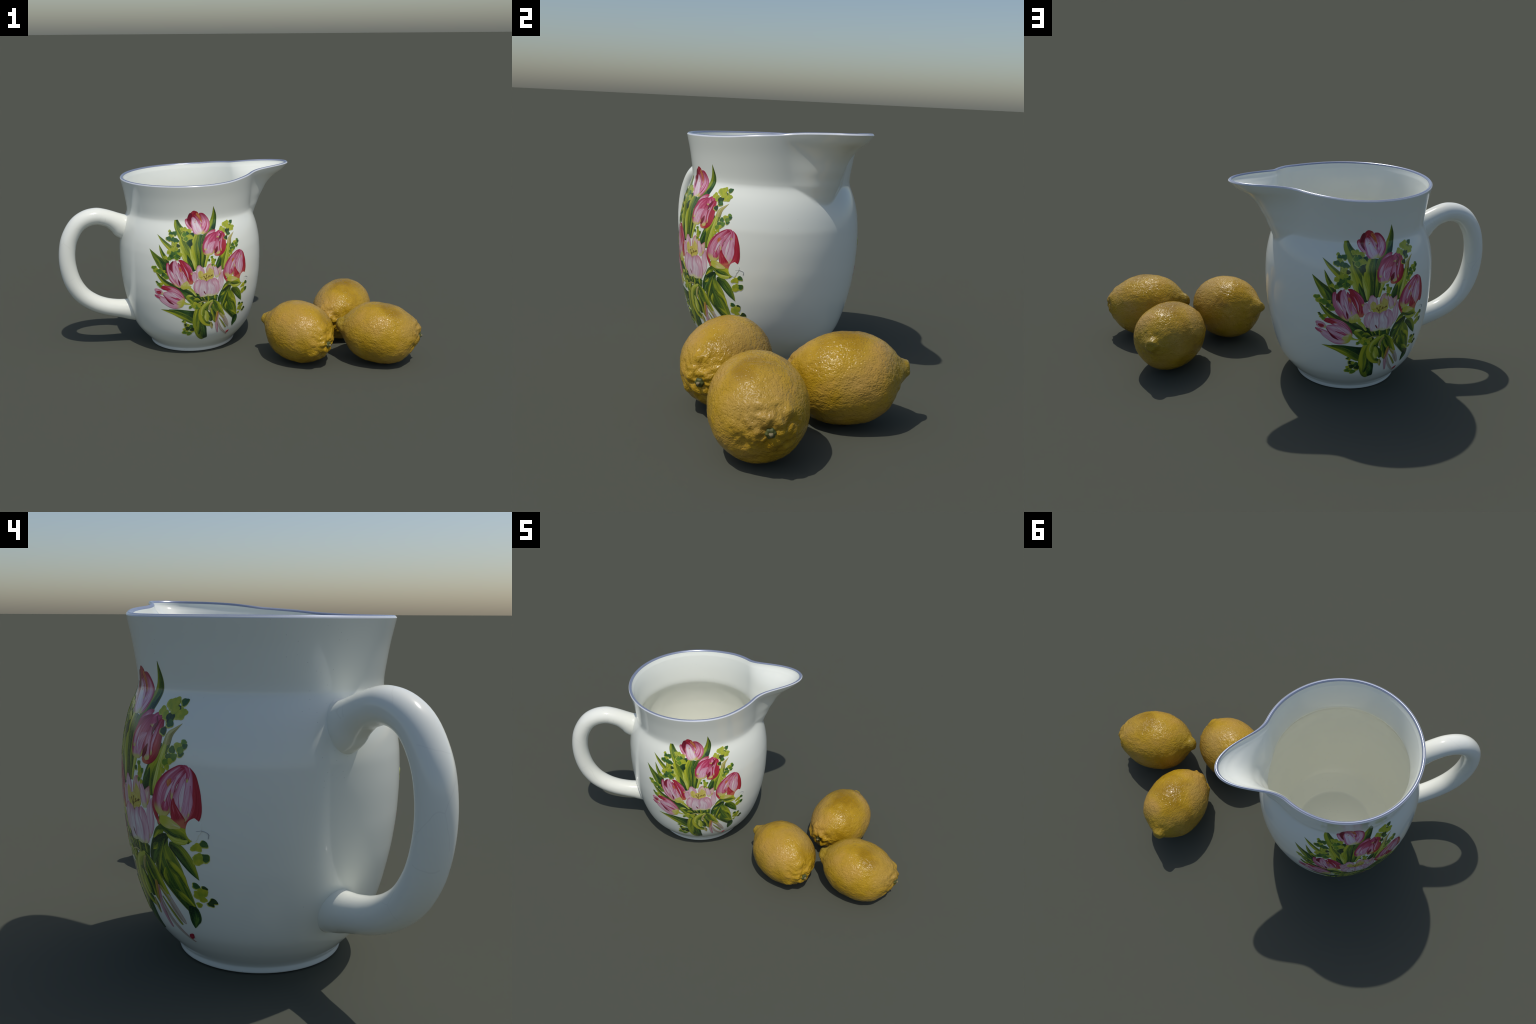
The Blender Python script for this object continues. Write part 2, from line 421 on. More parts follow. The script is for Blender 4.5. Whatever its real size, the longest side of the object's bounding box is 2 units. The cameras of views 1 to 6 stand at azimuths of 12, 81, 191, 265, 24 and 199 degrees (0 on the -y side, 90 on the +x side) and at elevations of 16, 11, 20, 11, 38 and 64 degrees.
def bouquet():
    # leaves at the back of the bouquet, base to tip
    blade("leaf", "leaf_green", [(-204, 506, 17.4), (-210, 527, 21.6), (-234, 570, 24.7), (-258, 601, 13.6), (-283, 640, 0.3)])
    blade("leaf", "leaf_green", [(-200, 567, 8.8), (-212, 595, 12.1), (-226, 627, 8.9), (-237, 668, 0.2)])
    blade("leaf", "leaf_lime", [(-146, 598, 11.3), (-163, 631, 14.8), (-190, 658, 13.4), (-215, 685, 9.8), (-240, 719, 0.3)])
    blade("leaf", "leaf_green", [(-81, 628, 20.0), (-92, 679, 30.1), (-115, 723, 29.8), (-135, 761, 19.5), (-141, 797, 8.3)])
    blade("leaf", "leaf_dark", [(-72, 615, 15.0), (-79, 663, 17.4), (-69, 703, 18.6), (-73, 730, 12.6)])
    blade("leaf", "leaf_dark", [(-29, 542, 15.5), (-30, 574, 24.4), (-33, 613, 24.3), (-28, 663, 21.8), (-19, 720, 17.9)])
    blade("leaf", "leaf_green", [(-16, 546, 11.7), (-15, 599, 13.0), (-10, 650, 14.3), (3, 699, 18.3)])
    blade("leaf", "leaf_green", [(-15, 670, 15.4), (6, 703, 20.6), (35, 744, 23.0), (54, 783, 18.8), (60, 817, 11.7), (56, 864, 0.5)])
    blade("leaf", "leaf_dark", [(46, 743, 13.3), (62, 773, 6.5), (68, 799, 3.9), (67, 827, 0.8)])
    blade("leaf", "leaf_lime", [(-54, 533, 5.1), (-52, 575, 15.7), (-59, 627, 23.2), (-59, 670, 18.0), (-48, 704, 14.4), (-40, 726, 10.0)])
    blade("leaf", "leaf_lime", [(-65, 534, 7.6), (-83, 582, 20.1), (-100, 634, 21.5), (-117, 679, 17.9), (-125, 712, 5.5)])
    blade("leaf", "leaf_dark", [(-63, 528, 11.5), (-79, 555, 15.2), (-93, 585, 10.0), (-101, 616, 1.5)])
    blade("leaf", "leaf_bright", [(-104, 569, 5.5), (-116, 598, 9.5), (-128, 642, 8.9), (-139, 691, 2.0)])
    blade("leaf", "leaf_bright", [(-62, 533, 3.5), (-64, 568, 10.6), (-75, 607, 9.5), (-86, 651, 1.3)])
    blade("leaf", "leaf_dark", [(67, 518, 20.1), (74, 554, 21.7), (95, 599, 19.1), (113, 635, 8.9), (119, 660, 1.2)])
    blade("leaf", "leaf_lime", [(93, 519, 20.3), (94, 573, 24.9), (111, 609, 19.5), (131, 645, 12.7), (139, 682, 10.9)])
    blade("leaf", "leaf_dark", [(64, 518, 16.9), (65, 545, 15.6), (77, 575, 8.7), (83, 593, 0.9)])
    blade("leaf", "leaf_bright", [(100, 523, 6.6), (109, 551, 12.6), (120, 595, 10.9), (130, 643, 6.0), (136, 670, 1.8)])
    blade("leaf", "leaf_tan", [(135, 657, 9.6), (140, 682, 10.3), (153, 697, 5.4), (169, 713, 0.3)])
    blade("stem", "leaf_bright", [(-9, 545, 5.3), (-2, 574, 6.7), (10, 609, 8.0)])
    blade("leaf", "leaf_green", [(-65, 353, 13.3), (-90, 379, 22.9), (-127, 405, 26.9), (-175, 432, 19.5), (-214, 458, 14.8), (-241, 488, 8.1), (-264, 523, 0.5)])
    blade("leaf", "leaf_dark", [(-62, 338, 18.4), (-90, 377, 25.1), (-122, 405, 19.1), (-163, 430, 8.3)])
    blade("leaf", "leaf_dark", [(-67, 378, 22.6), (-28, 373, 28.3), (20, 365, 25.6), (59, 356, 20.0)])
    blade("leaf", "leaf_green", [(-25, 317, 22.2), (-57, 338, 26.0), (-82, 362, 21.4), (-107, 386, 10.7)])
    blade("leaf", "leaf_dark", [(-66, 261, 32.7), (-101, 271, 25.1), (-146, 289, 14.2), (-199, 299, 1.2)])
    blade("leaf", "leaf_lime", [(-70, 221, 14.5), (-121, 255, 18.3), (-175, 282, 13.8), (-238, 296, 0.3)])
    blade("leaf", "leaf_green", [(-144, 593, 10.0), (-156, 626, 19.3), (-164, 656, 14.1), (-167, 693, 6.3)])
    blade("leaf", "leaf_dark", [(-199, 506, 15.0), (-214, 548, 16.7), (-229, 573, 10.5), (-242, 587, 1.1)])
    blade("leaf", "leaf_dark", [(-79, 663, 12.6), (-91, 699, 16.1), (-98, 728, 12.4), (-98, 749, 2.5)])
    # clover sprigs behind the flowers
    sprig([(-178, 739, 6.1, "y"), (-174, 727, 9.2, "d"), (-155, 728, 10.7, "d"), (-173, 711, 10.2, "y"), (-187, 700, 11.5, "d"), (-166, 696, 11.5, "d"), (-152, 691, 12.8, "d"), (-156, 671, 11.5, "y"), (-144, 664, 8.9, "k"), (-173, 643, 10.7, "y"), (-155, 647, 10.2, "y"), (-191, 630, 8.9, "y"), (-159, 626, 13.3, "g"), (-173, 623, 12.2, "d"), (-181, 605, 12.2, "d"), (-193, 595, 8.9, "g"), (-155, 603, 12.2, "g"), (-139, 619, 12.2, "y"), (-144, 639, 9.2, "d"), (-209, 601, 7.7, "y"), (-165, 639, 9.2, "g"), (-148, 608, 9.2, "d")])
    sprig([(-115, 749, 8.7, "y"), (-100, 749, 9.2, "y"), (-82, 739, 10.2, "y"), (-93, 728, 9.2, "d"), (-108, 721, 11.7, "g"), (-90, 708, 11.2, "y"), (-75, 710, 10.2, "y"), (-103, 699, 10.7, "g")])
    sprig([(-265, 539, 10.7, "g"), (-256, 525, 11.5, "y"), (-243, 521, 12.8, "g"), (-234, 518, 10.2, "g"), (-222, 503, 10.7, "d"), (-209, 491, 10.7, "g"), (-221, 522, 7.7, "y"), (-243, 523, 7.7, "y"), (-211, 507, 6.1, "y")])
    sprig([(-257, 461, 3.6, "k"), (-253, 455, 4.6, "d"), (-245, 446, 7.7, "g"), (-234, 450, 7.7, "y"), (-240, 438, 7.1, "g")])
    sprig([(96, 740, 10.2, "y"), (119, 759, 12.8, "y"), (131, 764, 11.5, "y"), (135, 745, 11.5, "y"), (156, 765, 9.2, "d"), (153, 736, 13.3, "y"), (164, 740, 8.2, "y"), (145, 749, 6.1, "k"), (109, 730, 10.2, "y"), (128, 723, 12.8, "k"), (133, 710, 9.7, "d"), (117, 690, 9.7, "k")])
    sprig([(185, 668, 6.4, "g"), (189, 658, 6.4, "d"), (170, 658, 8.2, "y"), (179, 648, 8.7, "g"), (181, 638, 7.1, "d"), (155, 646, 8.9, "d"), (162, 629, 9.2, "g"), (146, 628, 8.2, "d"), (139, 612, 9.7, "g"), (145, 602, 6.4, "y"), (131, 592, 7.1, "y"), (153, 618, 7.1, "y")])
    sprig([(14, 582, 5.6, "d"), (31, 597, 6.1, "g"), (35, 583, 7.7, "y"), (38, 567, 8.7, "y"), (47, 579, 6.4, "g"), (45, 549, 5.1, "y"), (32, 554, 5.6, "g")])
    sprig([(238, 412, 8.7, "d"), (222, 402, 9.7, "y"), (236, 375, 10.7, "d"), (218, 365, 10.7, "y"), (223, 376, 9.2, "y"), (210, 396, 5.1, "y")])
    sprig([(200, 291, 8.2, "d"), (220, 287, 6.4, "k"), (214, 276, 10.7, "y"), (200, 265, 10.2, "y"), (233, 252, 7.7, "k"), (225, 243, 7.1, "k"), (196, 236, 6.4, "y"), (210, 255, 7.7, "y")])
    sprig([(-125, 229, 6.1, "d"), (-117, 224, 6.1, "y"), (-110, 205, 9.7, "k"), (-101, 204, 7.7, "y"), (-101, 181, 12.2, "k"), (-84, 194, 10.7, "d"), (-77, 174, 11.5, "k"), (-115, 156, 11.5, "g"), (-119, 176, 6.6, "y"), (-92, 147, 11.5, "g"), (-76, 161, 7.1, "y"), (-105, 164, 7.1, "y")])
    # lower leaves: folded, arched and hanging ones
    blade("leaf", "leaf_green", [(133, 419, 10.0), (116, 394, 28.5), (118, 353, 44.5), (132, 308, 44.8), (155, 256, 28.0), (175, 208, 12.4)])
    blade("leaf", "leaf_lime", [(117, 276, 3.0), (113, 301, 11.3), (117, 327, 2.0)])
    blade("leaf", "leaf_lime", [(125, 352, 2.6), (141, 336, 13.7), (163, 315, 12.3), (176, 278, 1.9)])
    blade("leaf", "leaf_lime", [(135, 268, 2.7), (152, 254, 10.2), (173, 235, 6.9), (186, 214, 0.9)])
    blade("leaf", "leaf_dark", [(139, 420, 8.7), (104, 396, 20.0), (78, 361, 15.0), (70, 336, 9.4), (65, 326, 1.3)])
    blade("leaf", "leaf_lime", [(103, 394, 1.3), (90, 382, 8.9), (78, 370, 1.3)])
    blade("leaf", "leaf_lime", [(129, 411, 1.6), (109, 370, 5.1), (94, 329, 4.5), (88, 305, 1.0)])
    blade("leaf", "leaf_dark", [(175, 228, 13.7), (173, 196, 15.9), (165, 176, 11.0), (159, 157, 0.8)])
    blade("leaf", "leaf_green", [(143, 400, 6.5), (171, 387, 16.1), (191, 358, 15.8), (203, 330, 8.9), (212, 309, 0.3)])
    blade("leaf", "leaf_dark", [(143, 394, 3.7), (165, 371, 6.9), (189, 338, 5.5), (209, 312, 0.6)])
    blade("leaf", "leaf_dark", [(50, 210, 5.6), (42, 252, 18.5), (38, 297, 18.7), (40, 333, 11.5)])
    blade("leaf", "leaf_lime", [(50, 207, 2.2), (46, 223, 7.1), (35, 262, 8.6), (24, 303, 4.3)])
    blade("leaf", "leaf_green", [(62, 257, 5.9), (61, 276, 10.9), (46, 302, 11.6), (37, 327, 5.3)])
    blade("leaf", "leaf_lime", [(-8, 103, 16.2), (-29, 140, 24.3), (-52, 192, 21.7), (-59, 248, 17.3), (-49, 296, 16.4), (-41, 313, 5.7)])
    blade("leaf", "leaf_dark", [(-3, 108, 13.6), (-5, 151, 9.9), (-13, 188, 12.0), (-30, 221, 2.6)])
    blade("leaf", "leaf_green", [(-39, 138, 5.5), (-37, 184, 13.6), (-39, 231, 10.7), (-37, 265, 1.1)])
    blade("leaf", "leaf_lime", [(34, 169, 1.7), (28, 195, 10.3), (-3, 212, 16.8), (-22, 251, 23.7), (-17, 296, 26.4), (7, 326, 19.0), (36, 344, 11.2)])
    blade("leaf", "leaf_green", [(27, 220, 8.2), (20, 252, 13.6), (0, 276, 13.1), (-14, 298, 7.8)])
    blade("leaf", "leaf_bright", [(7, 220, 6.4), (0, 246, 13.4), (-1, 270, 10.7), (-6, 292, 1.6)])
    blade("leaf", "leaf_bright", [(-21, 257, 1.6), (-29, 276, 4.8), (-22, 311, 6.9), (1, 335, 6.7), (34, 348, 4.9)])
    blade("leaf", "leaf_tan", [(20, 282, 1.6), (13, 301, 5.6), (23, 329, 5.5), (37, 341, 1.3)])
    blade("leaf", "leaf_lime", [(34, 348, 5.8), (59, 324, 12.0), (78, 284, 14.0), (97, 243, 10.9), (108, 222, 5.5)])
    blade("stem", "stem_pale", [(97, 243, 9.3), (113, 208, 11.2), (128, 175, 7.4), (134, 163, 1.7)])
    blade("stem", "leaf_tan", [(74, 264, 5.3), (88, 246, 6.9), (103, 226, 5.3)])
    blade("stem", "stem_pink", [(70, 135, 4.1), (60, 186, 7.6), (59, 227, 9.7), (63, 266, 7.9)])
    blade("stem", "stem_orange", [(53, 206, 2.4), (56, 237, 5.5), (61, 269, 6.8), (64, 278, 1.9)])
    blade("stem", "stem_pale", [(129, 103, 3.3), (88, 159, 6.4), (70, 203, 5.0), (66, 222, 1.7)])
    blade("stem", "stem_olive", [(119, 156, 4.4), (94, 199, 4.8), (73, 232, 2.1)])
    blade("stem", "leaf_tan", [(36, 169, 2.7), (29, 191, 7.2), (27, 214, 3.4)])
    blade("petal", "petal_crimson", [(124, 114, 2.4), (132, 124, 6.5), (141, 133, 1.3)])
    blade("leaf", "leaf_lime", [(114, 465, 15.6), (145, 446, 22.5), (183, 434, 20.6), (205, 412, 7.9)])
    blade("leaf", "leaf_lime", [(124, 437, 11.0), (105, 425, 9.6), (87, 405, 2.5)])
    blade("leaf", "leaf_dark", [(138, 436, 0.8), (156, 427, 5.0), (179, 421, 0.9)])
    blade("leaf", "leaf_bright", [(139, 423, 2.7), (161, 411, 7.4), (187, 410, 7.4), (200, 416, 1.8)])
    # stems and small leaves under the open flower
    blade("stem", "leaf_bright", [(-58, 382, 4.7), (-77, 410, 7.3), (-96, 430, 8.4)])
    blade("stem", "leaf_green", [(-19, 349, 3.6), (-32, 373, 4.6), (-46, 397, 3.1)])
    blade("stem", "leaf_lime", [(-7, 354, 3.1), (-19, 375, 4.1), (-28, 390, 2.6)])
    blade("stem", "leaf_lime", [(12, 346, 6.4), (10, 363, 7.5), (8, 378, 6.4)])
    blade("stem", "leaf_lime", [(49, 352, 5.5), (46, 367, 7.1), (44, 381, 5.5)])
    blade("leaf", "leaf_bright", [(-110, 383, 3.4), (-95, 384, 7.9), (-77, 385, 0.8)])
    blade("leaf", "leaf_lime", [(-75, 356, 4.0), (-57, 362, 11.4), (-39, 358, 1.7)])
    blade("stem", "leaf_bright", [(-82, 334, 2.9), (-107, 337, 4.7), (-125, 343, 9.9)])
    blade("stem", "leaf_tan", [(-49, 339, 1.8), (-23, 348, 2.4), (5, 347, 1.8)])
    sprig([(-64, 338, 8.9, "y"), (-51, 331, 7.7, "y"), (-43, 322, 8.9, "y"), (-69, 321, 9.2, "y"), (-56, 311, 9.2, "g"), (-90, 316, 7.1, "g"), (-81, 326, 6.4, "y"), (-33, 336, 6.4, "y"), (-62, 328, 5.6, "d")])
    # tulip at the top
    blade("petal", "petal_crimson", [(-65, 770, 14.5), (-55, 799, 26.7), (-45, 823, 25.2), (-32, 839, 15.5)], rounded=True)
    blade("petal", "petal_rose", [(-61, 741, 7.6), (-81, 766, 9.2), (-90, 787, 7.5), (-87, 804, 6.9)], rounded=True)
    blade("petal", "petal_wine", [(-60, 751, 3.6), (-75, 775, 5.6), (-75, 800, 10.4), (-69, 821, 10.1), (-66, 834, 5.0)])
    blade("petal", "petal_rose", [(-21, 725, 12.4), (3, 752, 23.5), (10, 782, 22.2), (-8, 815, 16.2), (-22, 832, 6.6)], rounded=True)
    blade("petal", "petal_flame", [(-8, 779, 1.0), (-19, 805, 6.6), (-32, 825, 7.6), (-37, 834, 2.0)])
    blade("petal", "petal_white", [(-24, 722, 16.5), (-34, 745, 28.9), (-43, 776, 25.3), (-55, 804, 10.5), (-59, 812, 2.5)], rounded=True)
    blade("petal", "petal_flame", [(-47, 779, 1.0), (-43, 788, 3.0), (-39, 794, 1.0)])
    blade("petal", "petal_rose", [(-16, 758, 1.6), (-23, 782, 7.3), (-37, 809, 5.1), (-50, 823, 1.0)])
    # tulip to the right of it
    blade("petal", "petal_rose", [(-4, 674, 7.8), (16, 707, 13.3), (42, 727, 11.7), (61, 737, 2.5)])
    blade("petal", "petal_crimson", [(48, 605, 13.8), (83, 634, 27.1), (99, 675, 17.8), (98, 708, 14.7), (94, 726, 8.4)], rounded=True)
    blade("petal", "petal_magenta", [(21, 608, 29.1), (16, 645, 35.1), (26, 682, 34.1), (47, 707, 20.0), (66, 727, 3.7)], rounded=True)
    blade("petal", "petal_pale", [(16, 609, 18.6), (17, 634, 23.0), (32, 661, 17.5), (58, 678, 2.7)])
    blade("petal", "petal_pale", [(-4, 636, 6.3), (-1, 661, 8.9), (11, 685, 4.7), (22, 697, 0.8)])
    blade("petal", "petal_rose", [(70, 610, 9.8), (62, 642, 15.9), (66, 672, 12.8), (74, 701, 6.1)])
    blade("petal", "petal_wine", [(48, 616, 3.9), (57, 633, 8.4), (65, 652, 1.7)])
    blade("petal", "petal_rose", [(85, 624, 2.2), (84, 655, 5.6), (93, 689, 5.1), (104, 715, 1.4)])
    blade("petal", "petal_magenta", [(76, 696, 10.0), (75, 713, 15.5), (88, 724, 12.8), (105, 727, 6.5)], rounded=True)
    blade("petal", "petal_wine", [(75, 676, 1.1), (80, 696, 5.6), (89, 709, 3.9), (80, 725, 1.1)])
    # tulip at mid left
    blade("petal", "petal_crimson", [(-87, 452, 11.0), (-91, 496, 19.0), (-109, 545, 23.2), (-132, 579, 10.3), (-147, 587, 2.1)])
    blade("petal", "petal_magenta", [(-79, 506, 5.0), (-88, 534, 9.1), (-106, 563, 7.7), (-127, 584, 1.6)])
    blade("petal", "petal_rose", [(-141, 433, 9.4), (-176, 482, 19.6), (-195, 524, 12.9), (-200, 561, 8.0), (-197, 573, 2.3)], rounded=True)
    blade("petal", "petal_wine", [(-168, 518, 3.6), (-182, 538, 12.4), (-182, 562, 8.4), (-171, 581, 4.7)])
    blade("petal", "petal_pale", [(-112, 431, 20.5), (-135, 472, 29.4), (-154, 521, 23.9), (-165, 563, 12.5), (-161, 588, 3.3)], rounded=True)
    blade("petal", "petal_rose", [(-126, 464, 1.0), (-135, 507, 6.9), (-139, 542, 8.9), (-149, 574, 2.5)])
    blade("petal", "petal_crimson", [(-92, 469, 2.5), (-106, 504, 9.0), (-117, 534, 11.6), (-138, 566, 4.1)])
    blade("petal", "petal_flame", [(-135, 521, 1.0), (-140, 540, 6.0), (-143, 550, 1.0)])
    blade("petal", "petal_wine", [(-142, 443, 2.0), (-147, 467, 4.4), (-152, 488, 1.0), (-164, 510, 0.8)])
    blade("petal", "petal_base", [(-109, 426, 22.3), (-112, 442, 27.1), (-109, 458, 14.8), (-106, 472, 1.0)])
    # tulip at lower left
    blade("petal", "petal_rose", [(-127, 340, 12.7), (-142, 380, 18.4), (-175, 413, 22.2), (-213, 430, 12.6), (-243, 433, 2.9)], rounded=True)
    blade("petal", "petal_crimson", [(-185, 421, 1.1), (-210, 424, 9.7), (-229, 428, 8.6), (-242, 431, 1.4)])
    blade("petal", "petal_pale", [(-130, 328, 13.0), (-176, 332, 23.7), (-218, 352, 19.3), (-246, 372, 8.8), (-267, 382, 1.2)])
    blade("petal", "petal_magenta", [(-238, 364, 1.2), (-250, 368, 5.9), (-263, 377, 3.5), (-267, 383, 0.6)])
    blade("petal", "petal_pale", [(-127, 343, 22.4), (-166, 371, 31.6), (-206, 388, 21.8), (-232, 396, 4.1)], rounded=True)
    blade("petal", "petal_pale", [(-227, 391, 5.8), (-245, 400, 16.3), (-261, 409, 11.8), (-267, 408, 4.6)], rounded=True)
    blade("petal", "petal_crimson", [(-235, 393, 1.2), (-243, 398, 9.3), (-254, 402, 6.4), (-258, 405, 1.7)])
    blade("petal", "petal_magenta", [(-138, 357, 6.1), (-152, 365, 7.3), (-171, 370, 4.0), (-192, 378, 0.6)])
    blade("petal", "petal_wine", [(-173, 331, 1.4), (-195, 346, 5.1), (-213, 367, 2.2), (-225, 386, 1.1)])
    blade("petal", "petal_base", [(-123, 337, 14.6), (-135, 340, 23.3), (-147, 343, 14.6), (-161, 342, 1.2)])
    # tulip at the right
    blade("petal", "petal_crimson", [(179, 454, 19.6), (211, 488, 24.9), (223, 535, 14.9), (218, 579, 10.3), (209, 607, 3.2)], rounded=True)
    blade("petal", "petal_crimson", [(117, 447, 3.9), (101, 485, 7.5), (108, 525, 8.6), (135, 563, 2.5)])
    blade("petal", "petal_rose", [(127, 469, 21.5), (131, 518, 32.6), (153, 565, 25.6), (185, 598, 14.4), (200, 610, 2.6)], rounded=True)
    blade("petal", "petal_pale", [(173, 461, 22.3), (186, 506, 28.8), (198, 549, 21.2), (204, 588, 13.7), (208, 608, 4.1)], rounded=True)
    blade("petal", "petal_rose", [(161, 520, 1.3), (168, 559, 8.5), (188, 589, 7.4), (205, 607, 2.0)])
    blade("petal", "petal_crimson", [(181, 457, 21.4), (170, 490, 14.0), (166, 510, 6.9), (167, 524, 1.3)])
    blade("petal", "petal_magenta", [(139, 479, 2.5), (139, 497, 12.6), (145, 518, 3.2), (152, 535, 0.6)])
    blade("petal", "petal_flame", [(149, 552, 1.3), (154, 564, 7.7), (159, 574, 1.3)])
    blade("petal", "petal_magenta", [(204, 569, 2.0), (206, 590, 4.6), (199, 608, 4.6), (185, 606, 1.2)])
    blade("petal", "petal_base", [(118, 462, 11.0), (142, 457, 15.6), (161, 453, 12.4), (183, 448, 2.9)])
    blade("petal", "petal_pale", [(206, 481, 1.4), (214, 518, 5.0), (213, 562, 1.4)])
    blade("petal", "petal_white", [(139, 511, 1.3), (151, 541, 5.1), (175, 579, 1.3)])
    blade("petal", "petal_white", [(186, 492, 1.3), (189, 524, 7.5), (197, 560, 4.8), (201, 581, 1.4)])
    blade("petal", "petal_pale", [(-99, 480, 1.0), (-105, 515, 3.5), (-122, 555, 1.0)])
    blade("petal", "petal_white", [(-164, 480, 1.0), (-180, 512, 4.6), (-189, 533, 1.0)])
    blade("petal", "petal_white", [(-127, 448, 1.0), (-145, 483, 5.5), (-158, 526, 4.4), (-164, 558, 1.0)])
    blade("petal", "petal_white", [(-142, 366, 1.1), (-171, 390, 4.4), (-204, 411, 1.1)])
    blade("petal", "petal_white", [(17, 627, 1.1), (14, 653, 4.2), (23, 677, 1.1)])
    # open tulip in the middle
    blade("petal", "petal_blush", [(-61, 457, 10.1), (-69, 498, 13.1), (-64, 522, 6.6)], rounded=True)
    blade("petal", "petal_blush", [(58, 399, 10.8), (78, 438, 16.2), (80, 479, 12.3), (89, 512, 0.9)])
    blade("petal", "petal_tan", [(58, 491, 12.8), (70, 519, 14.7), (82, 543, 0.9)])
    blade("petal", "petal_blush", [(-30, 476, 17.0), (-36, 520, 23.5), (-39, 547, 14.4), (-36, 557, 3.1)], rounded=True)
    blade("petal", "petal_blush", [(58, 480, 10.9), (52, 514, 13.8), (35, 545, 11.4), (24, 560, 2.1)])
    blade("petal", "petal_tan", [(18, 496, 16.2), (18, 526, 22.6), (19, 550, 14.6), (23, 562, 1.4)])
    blade("petal", "petal_yellow", [(34, 483, 5.8), (26, 509, 11.5), (18, 526, 11.4), (14, 540, 1.0)])
    blade("petal", "petal_yellow", [(-35, 482, 11.0), (-9, 488, 23.1), (17, 488, 17.7), (39, 491, 4.5)], rounded=True)
    blade("petal", "petal_yellow", [(-33, 487, 10.3), (-35, 515, 13.8), (-37, 528, 1.0)])
    blade("petal", "petal_blush", [(-36, 393, 9.2), (-49, 425, 23.5), (-47, 456, 21.9), (-37, 478, 7.5)], rounded=True)
    blade("petal", "petal_blush", [(33, 380, 23.0), (43, 418, 27.7), (40, 455, 23.6), (39, 480, 9.3)], rounded=True)
    blade("petal", "petal_ivory", [(-4, 378, 28.7), (-12, 408, 34.4), (-18, 445, 24.8), (-26, 476, 7.2)], rounded=True)
    blade("petal", "petal_ivory", [(17, 376, 25.1), (22, 415, 25.6), (14, 450, 20.0), (23, 476, 5.6)], rounded=True)
    blade("petal", "petal_wine", [(-7, 388, 0.8), (-14, 401, 3.1), (-19, 411, 0.5)])
    blade("stamen", "stamen_dark", [(-4, 474, 1.3), (-11, 484, 1.3), (-17, 494, 3.1), (-19, 496, 1.1)])
    blade("stamen", "stamen_dark", [(-3, 477, 1.3), (-3, 489, 1.3), (-2, 501, 3.2), (-2, 502, 1.1)])
    blade("stamen", "stamen_dark", [(1, 482, 1.4), (7, 488, 1.4), (12, 495, 3.4), (14, 495, 1.1)])
    blade("stamen", "stamen_dark", [(7, 486, 1.4), (17, 491, 1.4), (28, 496, 3.4), (33, 497, 1.1)])
    blade("stamen", "stamen_dark", [(-2, 464, 1.3), (-5, 473, 1.3), (-9, 483, 3.1), (-11, 484, 1.0)])
    # a white flower overlapping the right tulip, with a thin grey tendril
    blade("petal", "white_glaze", [(218, 417, 6.1), (213, 436, 15.9), (219, 457, 18.4), (221, 479, 7.2)], rounded=True)
    blade("stem", "tendril_grey", [(223, 444, 0.6), (237, 448, 0.7), (251, 441, 0.6), (249, 428, 0.4)])


bouquet()

STEP, FIRST_LIFT, SINK = 0.00009, 0.00025, -0.0012


UNROLLED = {}


